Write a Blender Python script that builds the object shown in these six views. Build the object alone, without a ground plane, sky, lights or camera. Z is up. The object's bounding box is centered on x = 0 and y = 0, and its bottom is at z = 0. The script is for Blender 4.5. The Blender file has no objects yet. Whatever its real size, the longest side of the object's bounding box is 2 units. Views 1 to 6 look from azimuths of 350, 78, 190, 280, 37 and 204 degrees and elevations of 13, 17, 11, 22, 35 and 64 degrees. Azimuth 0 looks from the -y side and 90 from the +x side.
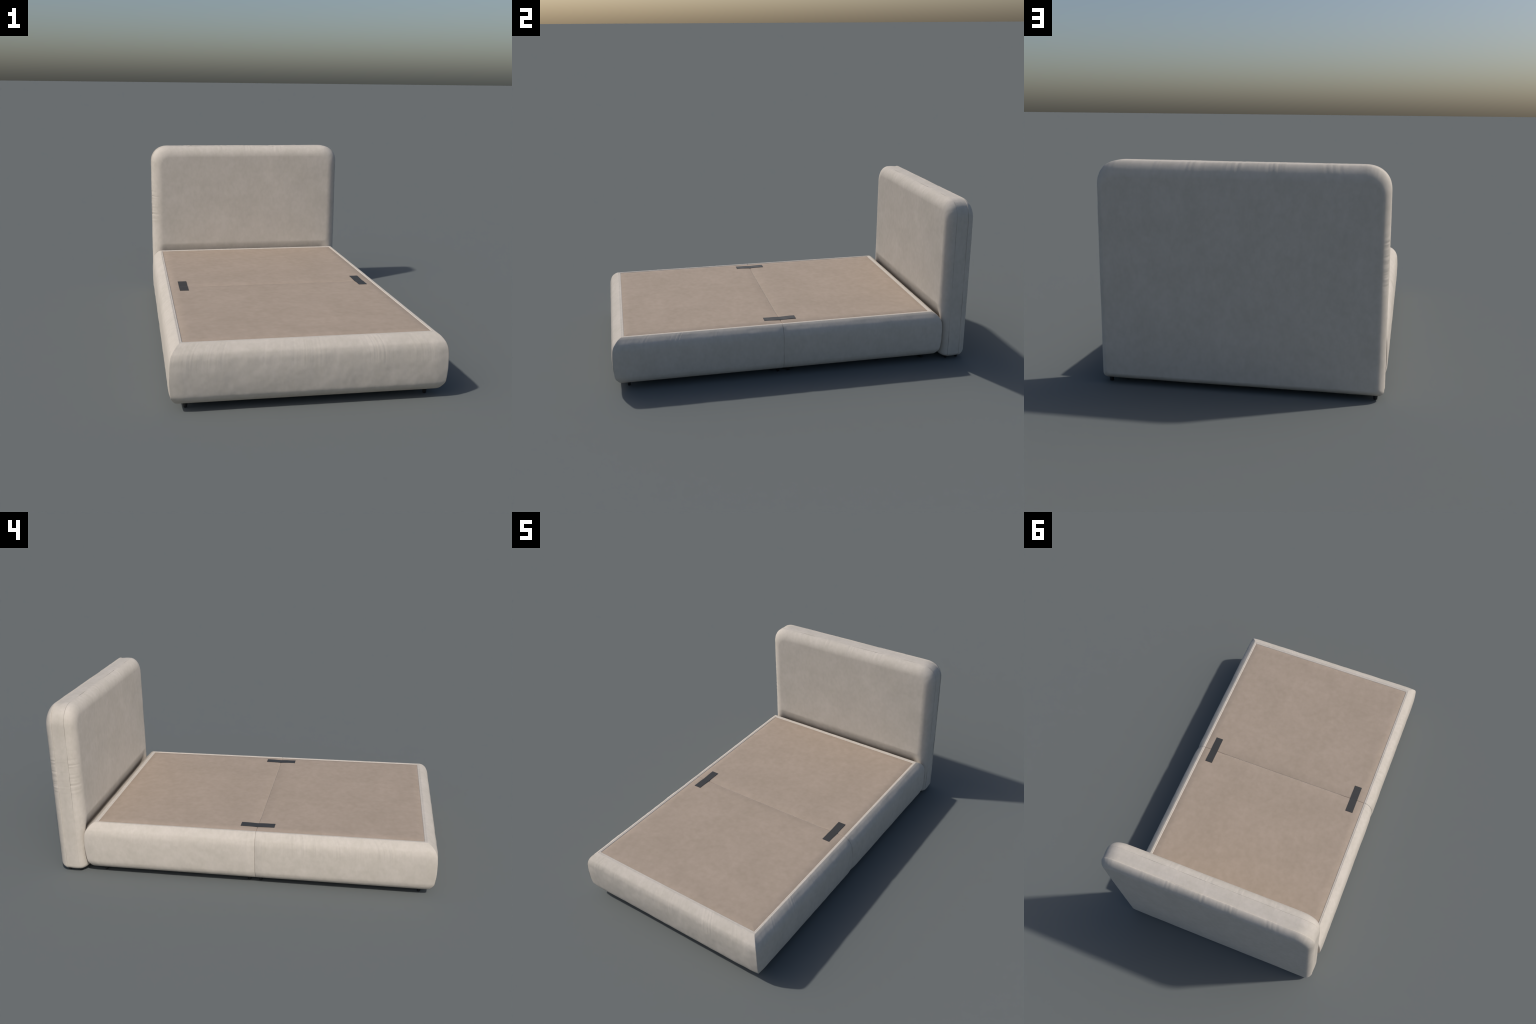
"""Upholstered bed: divided sprung base with rolled fabric borders, tan deck panels,
dark joining straps, tapered feet and a tall padded headboard."""
import bpy, math
import numpy as np
from mathutils import noise, Vector

# ------------------------------------------------------------------ sizes (metres)
DECK_X = 0.536                    # half width of the tan deck
DECK_FOOT, DECK_HEAD = -0.929, 0.779
SEAM_FOOT, SEAM_HEAD = -0.0757, -0.0744   # the two halves meet here with a hairline gap
DECK_Z = 0.2884                   # deck height along its border
HB_X, HB_TOP, HB_BOTTOM = 0.5918, 0.9325, 0.0165
HB_FRONT, HB_BACK = 0.8425, 1.0000
SEAM_A, SEAM_B = 0.8905, 0.9575   # headboard seams either side of the gusset band

# ------------------------------------------------------------------ small maths helpers
def smooth(a, b, x):
    t = np.clip((np.asarray(x, float) - a) / (b - a), 0, 1)
    return t * t * (3 - 2 * t)

def catmull(points, n):
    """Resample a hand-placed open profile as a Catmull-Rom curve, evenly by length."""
    p = np.array(points, float)
    p = np.vstack([2 * p[0] - p[1], p, 2 * p[-1] - p[-2]])
    out = []
    for i in range(1, len(p) - 2):
        t = np.linspace(0, 1, 24, endpoint=False)[:, None]
        a, b, c, d = p[i - 1], p[i], p[i + 1], p[i + 2]
        out.append(.5 * (2 * b + (c - a) * t + (2 * a - 5 * b + 4 * c - d) * t ** 2 + (3 * b - a - 3 * c + d) * t ** 3))
    out = np.vstack(out + [p[-2:-1]])
    s = np.r_[0, np.cumsum(np.linalg.norm(np.diff(out, axis=0), axis=1))]
    q = np.linspace(0, s[-1], n)
    return np.stack([np.interp(q, s, out[:, k]) for k in range(out.shape[1])], 1)

def n1(x, y=0.0, z=0.0):
    return noise.noise(Vector((x, y, z)))

def pleats(s, seed, groups=(), base=0.12):
    """Height of the small gathered pleats at arc length s along an edge: fine ridges that
    come and go in clusters, with a few named stronger gatherings."""
    out = np.zeros(len(s))
    for i, v in enumerate(s):
        env = base + max(0.0, n1(v * 6.0, seed, 3.1) + 0.1) * 1.1
        for c, w, a in groups:
            env += a * math.exp(-((v - c) / w) ** 2)
        ridge = n1(v * 75.0, seed + 7.7, 0.4) + 0.6 * n1(v * 160.0, seed + 1.3, 5.2)
        out[i] = env * ridge
    return out

# ------------------------------------------------------------------ mesh helpers
def grid_mesh(name, P, wrap_u=False, caps=()):
    """P[nu, nv, 3] -> quad grid. caps: extra faces closing the first or last u row."""
    nu, nv = P.shape[:2]
    idx = np.arange(nu * nv).reshape(nu, nv)
    a = idx if not wrap_u else np.vstack([idx, idx[:1]])
    q = np.stack([a[:-1, :-1], a[1:, :-1], a[1:, 1:], a[:-1, 1:]], -1).reshape(-1, 4)
    return make_mesh(name, P.reshape(-1, 3), q.tolist() + [list(c) for c in caps])

def make_mesh(name, verts, faces, smooth_shade=True):
    me = bpy.data.meshes.new(name)
    me.from_pydata([tuple(map(float, v)) for v in verts], [], faces)
    me.update()
    if smooth_shade:
        me.polygons.foreach_set("use_smooth", [True] * len(me.polygons))
    return me

def outward(me, centre):
    """Turn the faces so that most of them look away from centre."""
    s = 0.0
    for p in me.polygons:
        s += p.area * p.normal.dot(p.center - Vector(centre))
    if s < 0:
        me.flip_normals()
    me.update()

def displace(me, fn):
    n = len(me.vertices)
    co, no = np.empty(n * 3), np.empty(n * 3)
    me.vertices.foreach_get("co", co)
    me.vertices.foreach_get("normal", no)
    co, no = co.reshape(-1, 3), no.reshape(-1, 3)
    co += no * fn(co)[:, None]
    me.vertices.foreach_set("co", co.ravel())
    me.update()

def add(name, me, parent, mat, loc=(0, 0, 0)):
    ob = bpy.data.objects.new(name, me)
    bpy.context.scene.collection.objects.link(ob)
    ob.location = loc
    if parent:
        ob.parent = parent
    if mat and not me.materials:
        me.materials.append(mat)
    return ob

def lumps(co, scale, amp, seed):
    return np.array([amp * noise.fractal(Vector((x * scale + seed, y * scale, z * scale)), 1.0, 2.0, 3) for x, y, z in co])

# ------------------------------------------------------------------ materials
def cloth(name, base, mottle=0.05, warm=0.02, rough=0.9, sheen=0.0, bump=0.12, weave=900.0, big=9.0, streak=0.75):
    m = bpy.data.materials.new(name)
    m.use_nodes = True
    nt = m.node_tree
    nt.nodes.clear()
    N, L = nt.nodes.new, nt.links.new
    out, bs = N("ShaderNodeOutputMaterial"), N("ShaderNodeBsdfPrincipled")
    tc = N("ShaderNodeTexCoord")
    n_big, n_mid, n_fine = N("ShaderNodeTexNoise"), N("ShaderNodeTexNoise"), N("ShaderNodeTexNoise")
    for n, sc, de in ((n_big, big, 3.0), (n_mid, big * 5.5, 4.0), (n_fine, weave, 1.0)):
        n.inputs["Scale"].default_value = sc
        n.inputs["Detail"].default_value = de
        n.inputs["Roughness"].default_value = 0.6
        L(tc.outputs["Object"], n.inputs["Vector"])
    stretch = N("ShaderNodeMapping"); stretch.inputs["Scale"].default_value = (1, 1, streak)
    L(tc.outputs["Object"], stretch.inputs["Vector"])
    L(stretch.outputs["Vector"], n_mid.inputs["Vector"]); L(stretch.outputs["Vector"], n_big.inputs["Vector"])
    mix = N("ShaderNodeMath"); mix.operation = "MULTIPLY_ADD"
    L(n_mid.outputs["Fac"], mix.inputs[0]); mix.inputs[1].default_value = 0.55
    half = N("ShaderNodeMath"); half.operation = "MULTIPLY"; half.inputs[1].default_value = 0.45
    L(n_big.outputs["Fac"], half.inputs[0]); L(half.outputs[0], mix.inputs[2])
    ramp = N("ShaderNodeValToRGB")
    ramp.color_ramp.elements[0].position, ramp.color_ramp.elements[1].position = 0.36, 0.64
    lo = [c * (1 - mottle) for c in base]; hi = [c * (1 + mottle) for c in base]
    lo[2] *= 1 - warm; hi[0] *= 1 + warm * 0.3
    ramp.color_ramp.elements[0].color = (*lo, 1); ramp.color_ramp.elements[1].color = (*hi, 1)
    L(mix.outputs[0], ramp.inputs["Fac"])
    L(ramp.outputs["Color"], bs.inputs["Base Color"])
    bs.inputs["Roughness"].default_value = rough
    bs.inputs["Specular IOR Level"].default_value = 0.15
    bs.inputs["Sheen Weight"].default_value = sheen
    bs.inputs["Sheen Roughness"].default_value = 0.5
    h = N("ShaderNodeMath"); h.operation = "MULTIPLY_ADD"; h.inputs[1].default_value = 0.012
    L(n_fine.outputs["Fac"], h.inputs[0]); L(n_mid.outputs["Fac"], h.inputs[2])
    b = N("ShaderNodeBump"); b.inputs["Strength"].default_value = bump; b.inputs["Distance"].default_value = 0.0012
    L(h.outputs[0], b.inputs["Height"]); L(b.outputs["Normal"], bs.inputs["Normal"])
    L(bs.outputs["BSDF"], out.inputs["Surface"])
    return m

def plain(name, base, rough, spec=0.5):
    m = bpy.data.materials.new(name)
    m.use_nodes = True
    bs = m.node_tree.nodes["Principled BSDF"]
    nz = m.node_tree.nodes.new("ShaderNodeTexNoise"); nz.inputs["Scale"].default_value = 140
    rp = m.node_tree.nodes.new("ShaderNodeValToRGB")
    rp.color_ramp.elements[0].color = (*[c * .85 for c in base], 1)
    rp.color_ramp.elements[1].color = (*[c * 1.15 for c in base], 1)
    tc = m.node_tree.nodes.new("ShaderNodeTexCoord")
    m.node_tree.links.new(tc.outputs["Object"], nz.inputs["Vector"])
    m.node_tree.links.new(nz.outputs["Fac"], rp.inputs["Fac"])
    m.node_tree.links.new(rp.outputs["Color"], bs.inputs["Base Color"])
    bs.inputs["Roughness"].default_value = rough
    bs.inputs["Specular IOR Level"].default_value = spec
    return m

FABRIC = cloth("cream_upholstery", (0.556, 0.506, 0.447), mottle=0.055)
DECK = cloth("tan_deck_cloth", (0.386, 0.311, 0.250), mottle=0.065, bump=0.15, big=5.0)
STRAP = plain("charcoal_webbing", (0.042, 0.042, 0.042), 0.6, 0.4)
BLACK = plain("black_plastic", (0.014, 0.014, 0.015), 0.45)
LINING = plain("dark_lining", (0.02, 0.02, 0.022), 0.9, 0.1)

# ------------------------------------------------------------------ the thing
bed = bpy.data.objects.new("upholstered_bed", None)
bpy.context.scene.collection.objects.link(bed)
bed["label"] = "cream upholstered bed base with tall rounded padded headboard"
bed["category"] = "bed"

# profile of the rolled border: (outward at the short ends, outward along the sides, height)
ROLL = [(-0.002, -0.002, 0.2790), (-0.0005, -0.0005, 0.2880), (0.0015, 0.0015, 0.2899), (0.0055, 0.0052, 0.2903), (0.0078, 0.0074, 0.2895),
        (0.0088, 0.0082, 0.2894), (0.0115, 0.0098, 0.2907), (0.0170, 0.0135, 0.2902), (0.0235, 0.0185, 0.2873), (0.0340, 0.0270, 0.2812),
        (0.0440, 0.0352, 0.2730), (0.0535, 0.0430, 0.2630), (0.0605, 0.0492, 0.2520), (0.0668, 0.0555, 0.2325), (0.0695, 0.0583, 0.2050),
        (0.0707, 0.0594, 0.1720), (0.0690, 0.0592, 0.1270), (0.0640, 0.0570, 0.0840), (0.0592, 0.0535, 0.0675), (0.0508, 0.0478, 0.0550),
        (0.0405, 0.0400, 0.0430), (0.0295, 0.0295, 0.0350), (0.0170, 0.0170, 0.0307), (0.0000, 0.0000, 0.0292), (-0.0250, -0.0250, 0.0290)]
ROLL = catmull(ROLL, 110)
ROLL[:, 0] -= 0.0030 * smooth(0.02, 0.06, ROLL[:, 0])
ROLL[:, 1] -= 0.0010 * smooth(0.02, 0.05, ROLL[:, 1])
ROLLED = smooth(0.282, 0.25, ROLL[:, 2]) * smooth(0.03, 0.06, ROLL[:, 2])      # where the side may swell
TOPBAND = smooth(0.0088, 0.016, ROLL[:, 0]) * smooth(0.16, 0.235, ROLL[:, 2])   # where pleats gather

def border(name, a, b, n_len, at_end, seam_a=False, seam_b=False, swell=0.0040, seed=1.0, groups=()):
    """One length of rolled border between two corners. at_end(which, o_end, o_side, z) gives the
    corner curve; the ends are mitred at corners, and pinched in where they meet the dividing seam."""
    A = np.array([at_end(a, *r) for r in ROLL]); B = np.array([at_end(b, *r) for r in ROLL])
    length = np.linalg.norm(A[40] - B[40])
    s = np.linspace(0, 1, n_len)
    u = s * 0.985 + 0.015 * (3 * s * s - 2 * s ** 3)
    # crowd a few rows at both ends
    u = np.unique(np.r_[u, [0.0005, 0.001, 0.002, 0.004, 0.007], 1 - np.array([0.0005, 0.001, 0.002, 0.004, 0.007])])
    P = A[None] * (1 - u)[:, None, None] + B[None] * u[:, None, None]
    d = u * length; e = (1 - u) * length
    fall = lambda x, w, p=2: np.clip(1 - x / w, 0, 1) ** p
    sw = np.full(len(u), swell)
    nip = np.zeros(len(u))
    for dist, is_seam in ((d, seam_a), (e, seam_b)):
        if is_seam:
            sw -= 0.0046 * fall(dist, 0.042, 1.5)
            nip += 0.0006 * fall(dist, 0.002)
        else:
            sw -= swell * fall(dist, 0.055, 1.7)
            nip += 0.0006 * fall(dist, 0.003)
    pl = pleats(d, seed, groups)
    # outward direction in the cross-section of the profile
    T = np.gradient(ROLL[:, [0, 2]], axis=0)
    nrm = np.stack([-T[:, 1], T[:, 0]], 1); nrm /= np.linalg.norm(nrm, axis=1)[:, None]
    run = (B[40] - A[40]) / length
    out = np.array([run[1], -run[0], 0.0])
    if out @ (A[40] - np.array([0, -0.075, 0])) < 0:
        out = -out
    off = sw[:, None] * ROLLED[None] - nip[:, None] * smooth(0.0, 0.006, ROLL[:, 0])[None] + pl[:, None] * 0.0006 * TOPBAND[None]
    P += off[:, :, None] * (nrm[None, :, 0:1] * out[None, None] + nrm[None, :, 1:2] * np.array([0, 0, 1.0]))
    me = grid_mesh(name, P)
    outward(me, (0, (A[40] + B[40])[1] / 2 if abs(run[1]) > .5 else -0.075, 0.16))
    amp = 0.0013
    displace(me, lambda co: lumps(co, 10.0, amp, seed * 3.3) * smooth(0.03, 0.07, co[:, 2]) * smooth(0.2905, 0.275, co[:, 2])
             * 1.0)
    return me, P

def build_half(y_end, y_seam, is_foot):
    """One half of the divided base: core, three rolled borders, tan deck and four feet."""
    sgn = -1 if is_foot else 1
    def corner(which, oe, os, z):
        side, kind = which
        if kind == "corner":
            return (side * (DECK_X + os), y_end + sgn * oe, z)
        return (side * (DECK_X + os), y_seam, z)
    y0, y1 = sorted((y_end + sgn * 0.015, y_seam + sgn * 0.0015))
    # core box: fabric walls under the deck, dark lining below
    X = DECK_X + 0.012
    b, t = 0.0315, 0.2800
    v = [(x, y, z) for z in (b, t) for x, y in ((-X, y0), (X, y0), (X, y1), (-X, y1))]
    f = [(0, 3, 2, 1), (4, 5, 6, 7), (0, 1, 5, 4), (1, 2, 6, 5), (2, 3, 7, 6), (3, 0, 4, 7)]
    me = make_mesh("base_half", v, f, False)
    me.materials.append(LINING)
    half = add("base_half", me, bed, None)
    # seam wall of pale cloth
    seam_faces(half, y_seam, sgn, X)
    # borders
    n = 520
    g_end = ((0.20, .05, .4), (0.57, .07, .5), (0.86, .06, .8)) if is_foot else ((0.5, .1, .5),)
    me, _ = border("end_border", (-1, "corner"), (1, "corner"), 640, corner, swell=0.0040, seed=2.0 if is_foot else 9.0, groups=g_end)
    add("end_border", me, half, FABRIC)
    for side in (-1, 1):
        g = ((0.15, .04, .3), (0.33, .04, .35), (0.55, .05, .6)) if is_foot and side > 0 else ((0.5, .25, .8), (.7, .1, .8)) if is_foot else ((0.4, .2, .3),)
        me, _ = border("side_border", (side, "corner"), (side, "seam"), n, corner, seam_b=True, seed=4.0 + side + 10 * (not is_foot), groups=g)
        add("side_border", me, half, FABRIC)
    # deck panel: softly domed, falling away at its border and at the dividing seam
    xs = np.unique(np.r_[np.linspace(-1, 1, 150), 1 - np.geomspace(.0005, .06, 12), -1 + np.geomspace(.0005, .06, 12)]) * (DECK_X + .0003)
    ys = np.unique(np.r_[np.linspace(0, 1, 130), np.geomspace(.0004, .06, 12), 1 - np.geomspace(.0004, .06, 12)])
    yy = y_end + (y_seam - y_end) * ys
    gx, gy = np.meshgrid(xs, yy, indexing="ij")
    dx = DECK_X - np.abs(gx); de = np.abs(gy - y_end); ds = np.abs(gy - y_seam)
    rise = lambda d, w, h: h * (1 - np.clip(1 - d / w, 0, 1) ** 2.0)
    gz = DECK_Z - 0.0005 + np.minimum(rise(dx, .042, .0048), rise(de, .038, .0048)) - 0.0062 * np.clip(1 - ds / .048, 0, 1) ** 1.6 * (0.42 * smooth(0, .04, dx) + 0.58 * smooth(.07, .17, dx)) \
        - 0.0012 * np.clip(1 - ds / .004, 0, 1) ** 2
    nz = np.array([[0.0009 * noise.fractal(Vector((x * 5, y * 5, 1.7)), 1.0, 2.0, 3) for y in yy] for x in xs])
    gz = gz + nz * smooth(0, .04, dx) * smooth(0, .04, de) * smooth(0, .04, ds)
    P = np.stack([gx, gy, gz], -1)
    # turn the rim down so that the panel has thickness
    rim = lambda R: np.stack([R[..., 0], R[..., 1], np.full(R.shape[:-1], 0.2790)], -1)
    P = np.concatenate([rim(P[:1]), P, rim(P[-1:])], 0)
    P = np.concatenate([rim(P[:, :1]), P, rim(P[:, -1:])], 1)
    me = grid_mesh("deck_panel", P)
    outward(me, (0, (y_end + y_seam) / 2, 0))
    add("deck_panel", me, half, DECK)
    # feet
    for y in ((-0.918, -0.097) if is_foot else (-0.037, 0.7585)):
        for x in (-0.526, 0.526):
            add("leg", LEG, half, BLACK, (x, y, 0))
    return half

def seam_faces(half, y, sgn, X):
    """Cloth wall that closes the half at the dividing seam, following the border section."""
    edge = [(DECK_X + o - 0.0032, z - 0.0010) for _, o, z in ROLL[14:-1]]
    half_ring = [(DECK_X - 0.004, DECK_Z - 0.0030), (DECK_X + 0.003, DECK_Z - 0.0020)] + edge
    face = y - (0.0005 if sgn > 0 else -0.0001)
    ring = [(x, face, z) for x, z in half_ring] + [(-x, face, z) for x, z in reversed(half_ring)]
    n = len(ring)
    v = ring + [(x, face + sgn * 0.012, z) for x, _, z in ring]
    f = [tuple(range(n)), tuple(range(2 * n - 1, n - 1, -1))] + [(i, (i + 1) % n, n + (i + 1) % n, n + i) for i in range(n)]
    me = make_mesh("seam_wall", v, f, False)
    outward(me, (0, y + sgn * 0.006, 0.16))
    add("seam_wall", me, half, FABRIC)

def tapered_foot():
    prof = [(0.0, 0.0), (0.0070, 0.0), (0.0080, 0.0012), (0.0088, 0.010), (0.0105, 0.0185), (0.0118, 0.026), (0.0120, 0.034), (0.0, 0.034)]
    n = 32
    P = np.array([[(r * math.cos(a), r * math.sin(a), z) for r, z in prof] for a in np.linspace(0, 2 * math.pi, n, endpoint=False)])
    me = grid_mesh("leg", P, wrap_u=True)
    outward(me, (0, 0, 0.017))
    me.materials.append(BLACK)
    return me
LEG = tapered_foot()

foot_half = build_half(DECK_FOOT, SEAM_FOOT, True)
head_half = build_half(DECK_HEAD, SEAM_HEAD, False)

# ------------------------------------------------------------------ straps joining the halves
def strap(xc):
    xs = np.linspace(-0.0222, 0.0222, 9); ys = np.linspace(-0.1650, 0.0136, 60)
    gx, gy = np.meshgrid(xs, ys, indexing="ij")
    ds = np.minimum(np.abs(gy - SEAM_FOOT), np.abs(gy - SEAM_HEAD))
    z = DECK_Z + 0.0060 - 0.0020 * np.exp(-(ds / .024) ** 2) + 0.0004 * np.cos(gy * 70.0)
    top = np.stack([gx + xc, gy, z], -1)
    low = top.copy(); low[..., 2] -= 0.0024
    nx, ny = gx.shape
    v = np.vstack([top.reshape(-1, 3), low.reshape(-1, 3)])
    q = []
    I = lambda i, j, k: k * nx * ny + i * ny + j
    for i in range(nx - 1):
        for j in range(ny - 1):
            q.append((I(i, j, 0), I(i + 1, j, 0), I(i + 1, j + 1, 0), I(i, j + 1, 0)))
            q.append((I(i, j, 1), I(i, j + 1, 1), I(i + 1, j + 1, 1), I(i + 1, j, 1)))
    loop = [(i, 0) for i in range(nx)] + [(nx - 1, j) for j in range(1, ny)] + [(i, ny - 1) for i in range(nx - 2, -1, -1)] + [(0, j) for j in range(ny - 2, 0, -1)]
    for (a, b), (c, d) in zip(loop, loop[1:] + loop[:1]):
        q.append((I(a, b, 0), I(a, b, 1), I(c, d, 1), I(c, d, 0)))
    me = make_mesh("joining_strap", v, q, False)
    add("joining_strap", me, bed, STRAP)
for x in (-0.470, 0.4705):
    strap(x)

# ------------------------------------------------------------------ headboard
def outline(inset, side_share=1.0, n_side=240, n_top=300, n_corner=40, n_bot=260):
    """Closed outline of the headboard seen from the front, drawn in by `inset`:
    big soft upper corners, small lower ones."""
    w = HB_X - inset * side_share; zt = HB_TOP - inset; zb = HB_BOTTOM + inset * 0.44
    rx, rz = max(0.108 - inset * .75, 0.03), max(0.102 - inset * .75, 0.03)
    rb = max(0.022 - inset * 0.1, 0.016)
    p = 2.0 / 2.25
    pts = []
    for z in np.linspace(zb + rb, zt - rz, n_side, endpoint=False): pts.append((w, z))
    for a in np.linspace(0, math.pi / 2, n_corner, endpoint=False):
        pts.append((w - rx + rx * math.cos(a) ** p, zt - rz + rz * max(math.sin(a), 0) ** p))
    for x in np.linspace(w - rx, -w + rx, n_top, endpoint=False): pts.append((x, zt))
    for a in np.linspace(0, math.pi / 2, n_corner, endpoint=False):
        pts.append((-w + rx - rx * max(math.sin(a), 0) ** p, zt - rz + rz * math.cos(a) ** p))
    for z in np.linspace(zt - rz, zb + rb, n_side, endpoint=False): pts.append((-w, z))
    for a in np.linspace(0, math.pi / 2, 12, endpoint=False):
        pts.append((-w + rb - rb * math.cos(a), zb + rb - rb * math.sin(a)))
    for x in np.linspace(-w + rb, w - rb, n_bot, endpoint=False): pts.append((x, zb))
    for a in np.linspace(0, math.pi / 2, 12, endpoint=False):
        pts.append((w - rb + rb * math.sin(a), zb + rb - rb * math.cos(a)))
    return np.array(pts)

def shell(name, prof, bulge_dir, parent, seed):
    """Cushion or band swept round the outline; prof = rows of (y, inset, pleat weight).
    bulge_dir -1 or +1 closes the last row with a nearly flat padded face, 0 leaves a band."""
    rows = []
    rim = outline(0.0)
    s = np.r_[0, np.cumsum(np.linalg.norm(np.diff(rim, axis=0), axis=1))]
    side = smooth(0.2, 0.35, rim[:, 1])
    L = s[-1]
    zc = rim[:, 1]; xc = rim[:, 0]
    g_left = s[np.argmin(np.abs(zc - .50) + 9 * (xc > -.58))]
    g_left2 = s[np.argmin(np.abs(zc - .62) + 9 * (xc > -.58))]
    g_top = [s[np.argmin(np.abs(xc - x) + 9 * (zc < .93))] for x in (.33, .18, .02, -.15, -.36)]
    groups = [(g_left, .035, 2.2), (g_left2, .06, 1.7)] + [(g, .035, 1.2) for g in g_top]
    pl = pleats(s, seed, groups, 0.3) * smooth(0.25, 0.4, rim[:, 1])
    for y, ins, wgt in prof:
        o = outline(ins, 0.48 if bulge_dir > 0 else 1.0)
        c = np.array([0, 0.48])
        d = o - c; d /= np.linalg.norm(d, axis=1)[:, None]
        o = o + d * (pl * 0.0010 * wgt)[:, None]
        rows.append(np.c_[o[:, 0], np.full(len(o), y) - bulge_dir * 0.0, o[:, 1]])
    if bulge_dir:
        last = rows[-1]; c = np.array([0, last[0, 1], 0.48])
        for k in 1 - np.linspace(0, 1, 46)[1:-1] ** 1.0:
            r = c + (last - c) * k
            r[:, 1] = last[:, 1] + bulge_dir * 0.0022 * (1 - k ** 2)
            rows.append(r)
    P = np.stack(rows, 1)
    nu, nv = P.shape[:2]
    caps = []
    me = grid_mesh(name, P, wrap_u=True, caps=[[i * nv + nv - 1 for i in range(nu)]] if bulge_dir else [])
    outward(me, (0, .92, .48))
    displace(me, lambda co: lumps(co, 6.0, 0.0011, seed))
    if bulge_dir < 0:      # face hollowed to tilt downward, shaping the dark contact shadow above the base
        co = np.empty(len(me.vertices) * 3); me.vertices.foreach_get("co", co); co = co.reshape(-1, 3)
        shade_dent = np.clip((.322 - co[:, 2]) / .10, 0, 1) ** 1.3 * smooth(.565, .50, np.abs(co[:, 0])) * smooth(.90, .86, co[:, 1]) * smooth(.05, .12, co[:, 2])
        co[:, 1] += 0.034 * shade_dent
        me.vertices.foreach_set("co", co.ravel()); me.update()
    return add(name, me, parent, FABRIC)

def quarter(y_seam, y_face, widest, b, n=36, power=2.0):
    """Rounded cushion edge (a quarter of a superellipse) from near the seam to the face."""
    a = abs(y_face - widest); sg = np.sign(y_face - widest)
    q = 2.0 / power
    out = []
    for t in np.linspace(0, math.pi / 2, n):
        y = widest + sg * a * math.sin(t) ** q
        if (y - y_seam) * sg >= 0:
            out.append((y, b * (1 - max(math.cos(t), 0) ** q), 1.0))
    return out

# gusset band: swells a little behind the front seam, sinks towards the back seam
band = []
for t in np.linspace(0, 1, 36):
    y = SEAM_A + (SEAM_B - SEAM_A) * t
    ins = -0.0006 * math.sin(math.pi * min(t * 1.6, 1)) + 0.0019 * smooth(.40, 1, t) + 0.0006 * max(0, 1 - t / .03) ** 2
    band.append((y, float(ins), 0.25))
headboard = shell("headboard", band, 0, bed, 21.0)
headboard.data.materials.clear(); headboard.data.materials.append(FABRIC)

front = [(SEAM_A, 0.0012, .3), (SEAM_A - .0004, 0.0009, .5), (SEAM_A - .0012, .0005, .8)]
front += [(y, i + .0003, w) for y, i, w in quarter(SEAM_A - .002, HB_FRONT, 0.8975, 0.066)]
front = [(y, i, w * float(smooth(.064, .03, i))) for y, i, w in front]
shell("front_cushion", front, -1, headboard, 5.0)

back = [(SEAM_B, 0.0026, .3), (SEAM_B + .0003, 0.0012, .6), (SEAM_B + .0012, 0.0007, .8), (SEAM_B + .0028, 0.0007, 1.0)]
back += [(y, i, w) for y, i, w in quarter(SEAM_B + .006, HB_BACK - .0018, 0.9560, 0.068, power=1.8)]
back = [(y, i, w * float(smooth(.056, .02, i))) for y, i, w in back]
shell("back_cushion", back, 1, headboard, 33.0)
for y in (0.8925, 0.9575):
    for x in (-0.557, 0.557):
        add("leg", LEG, headboard, BLACK, (x, y, 0))
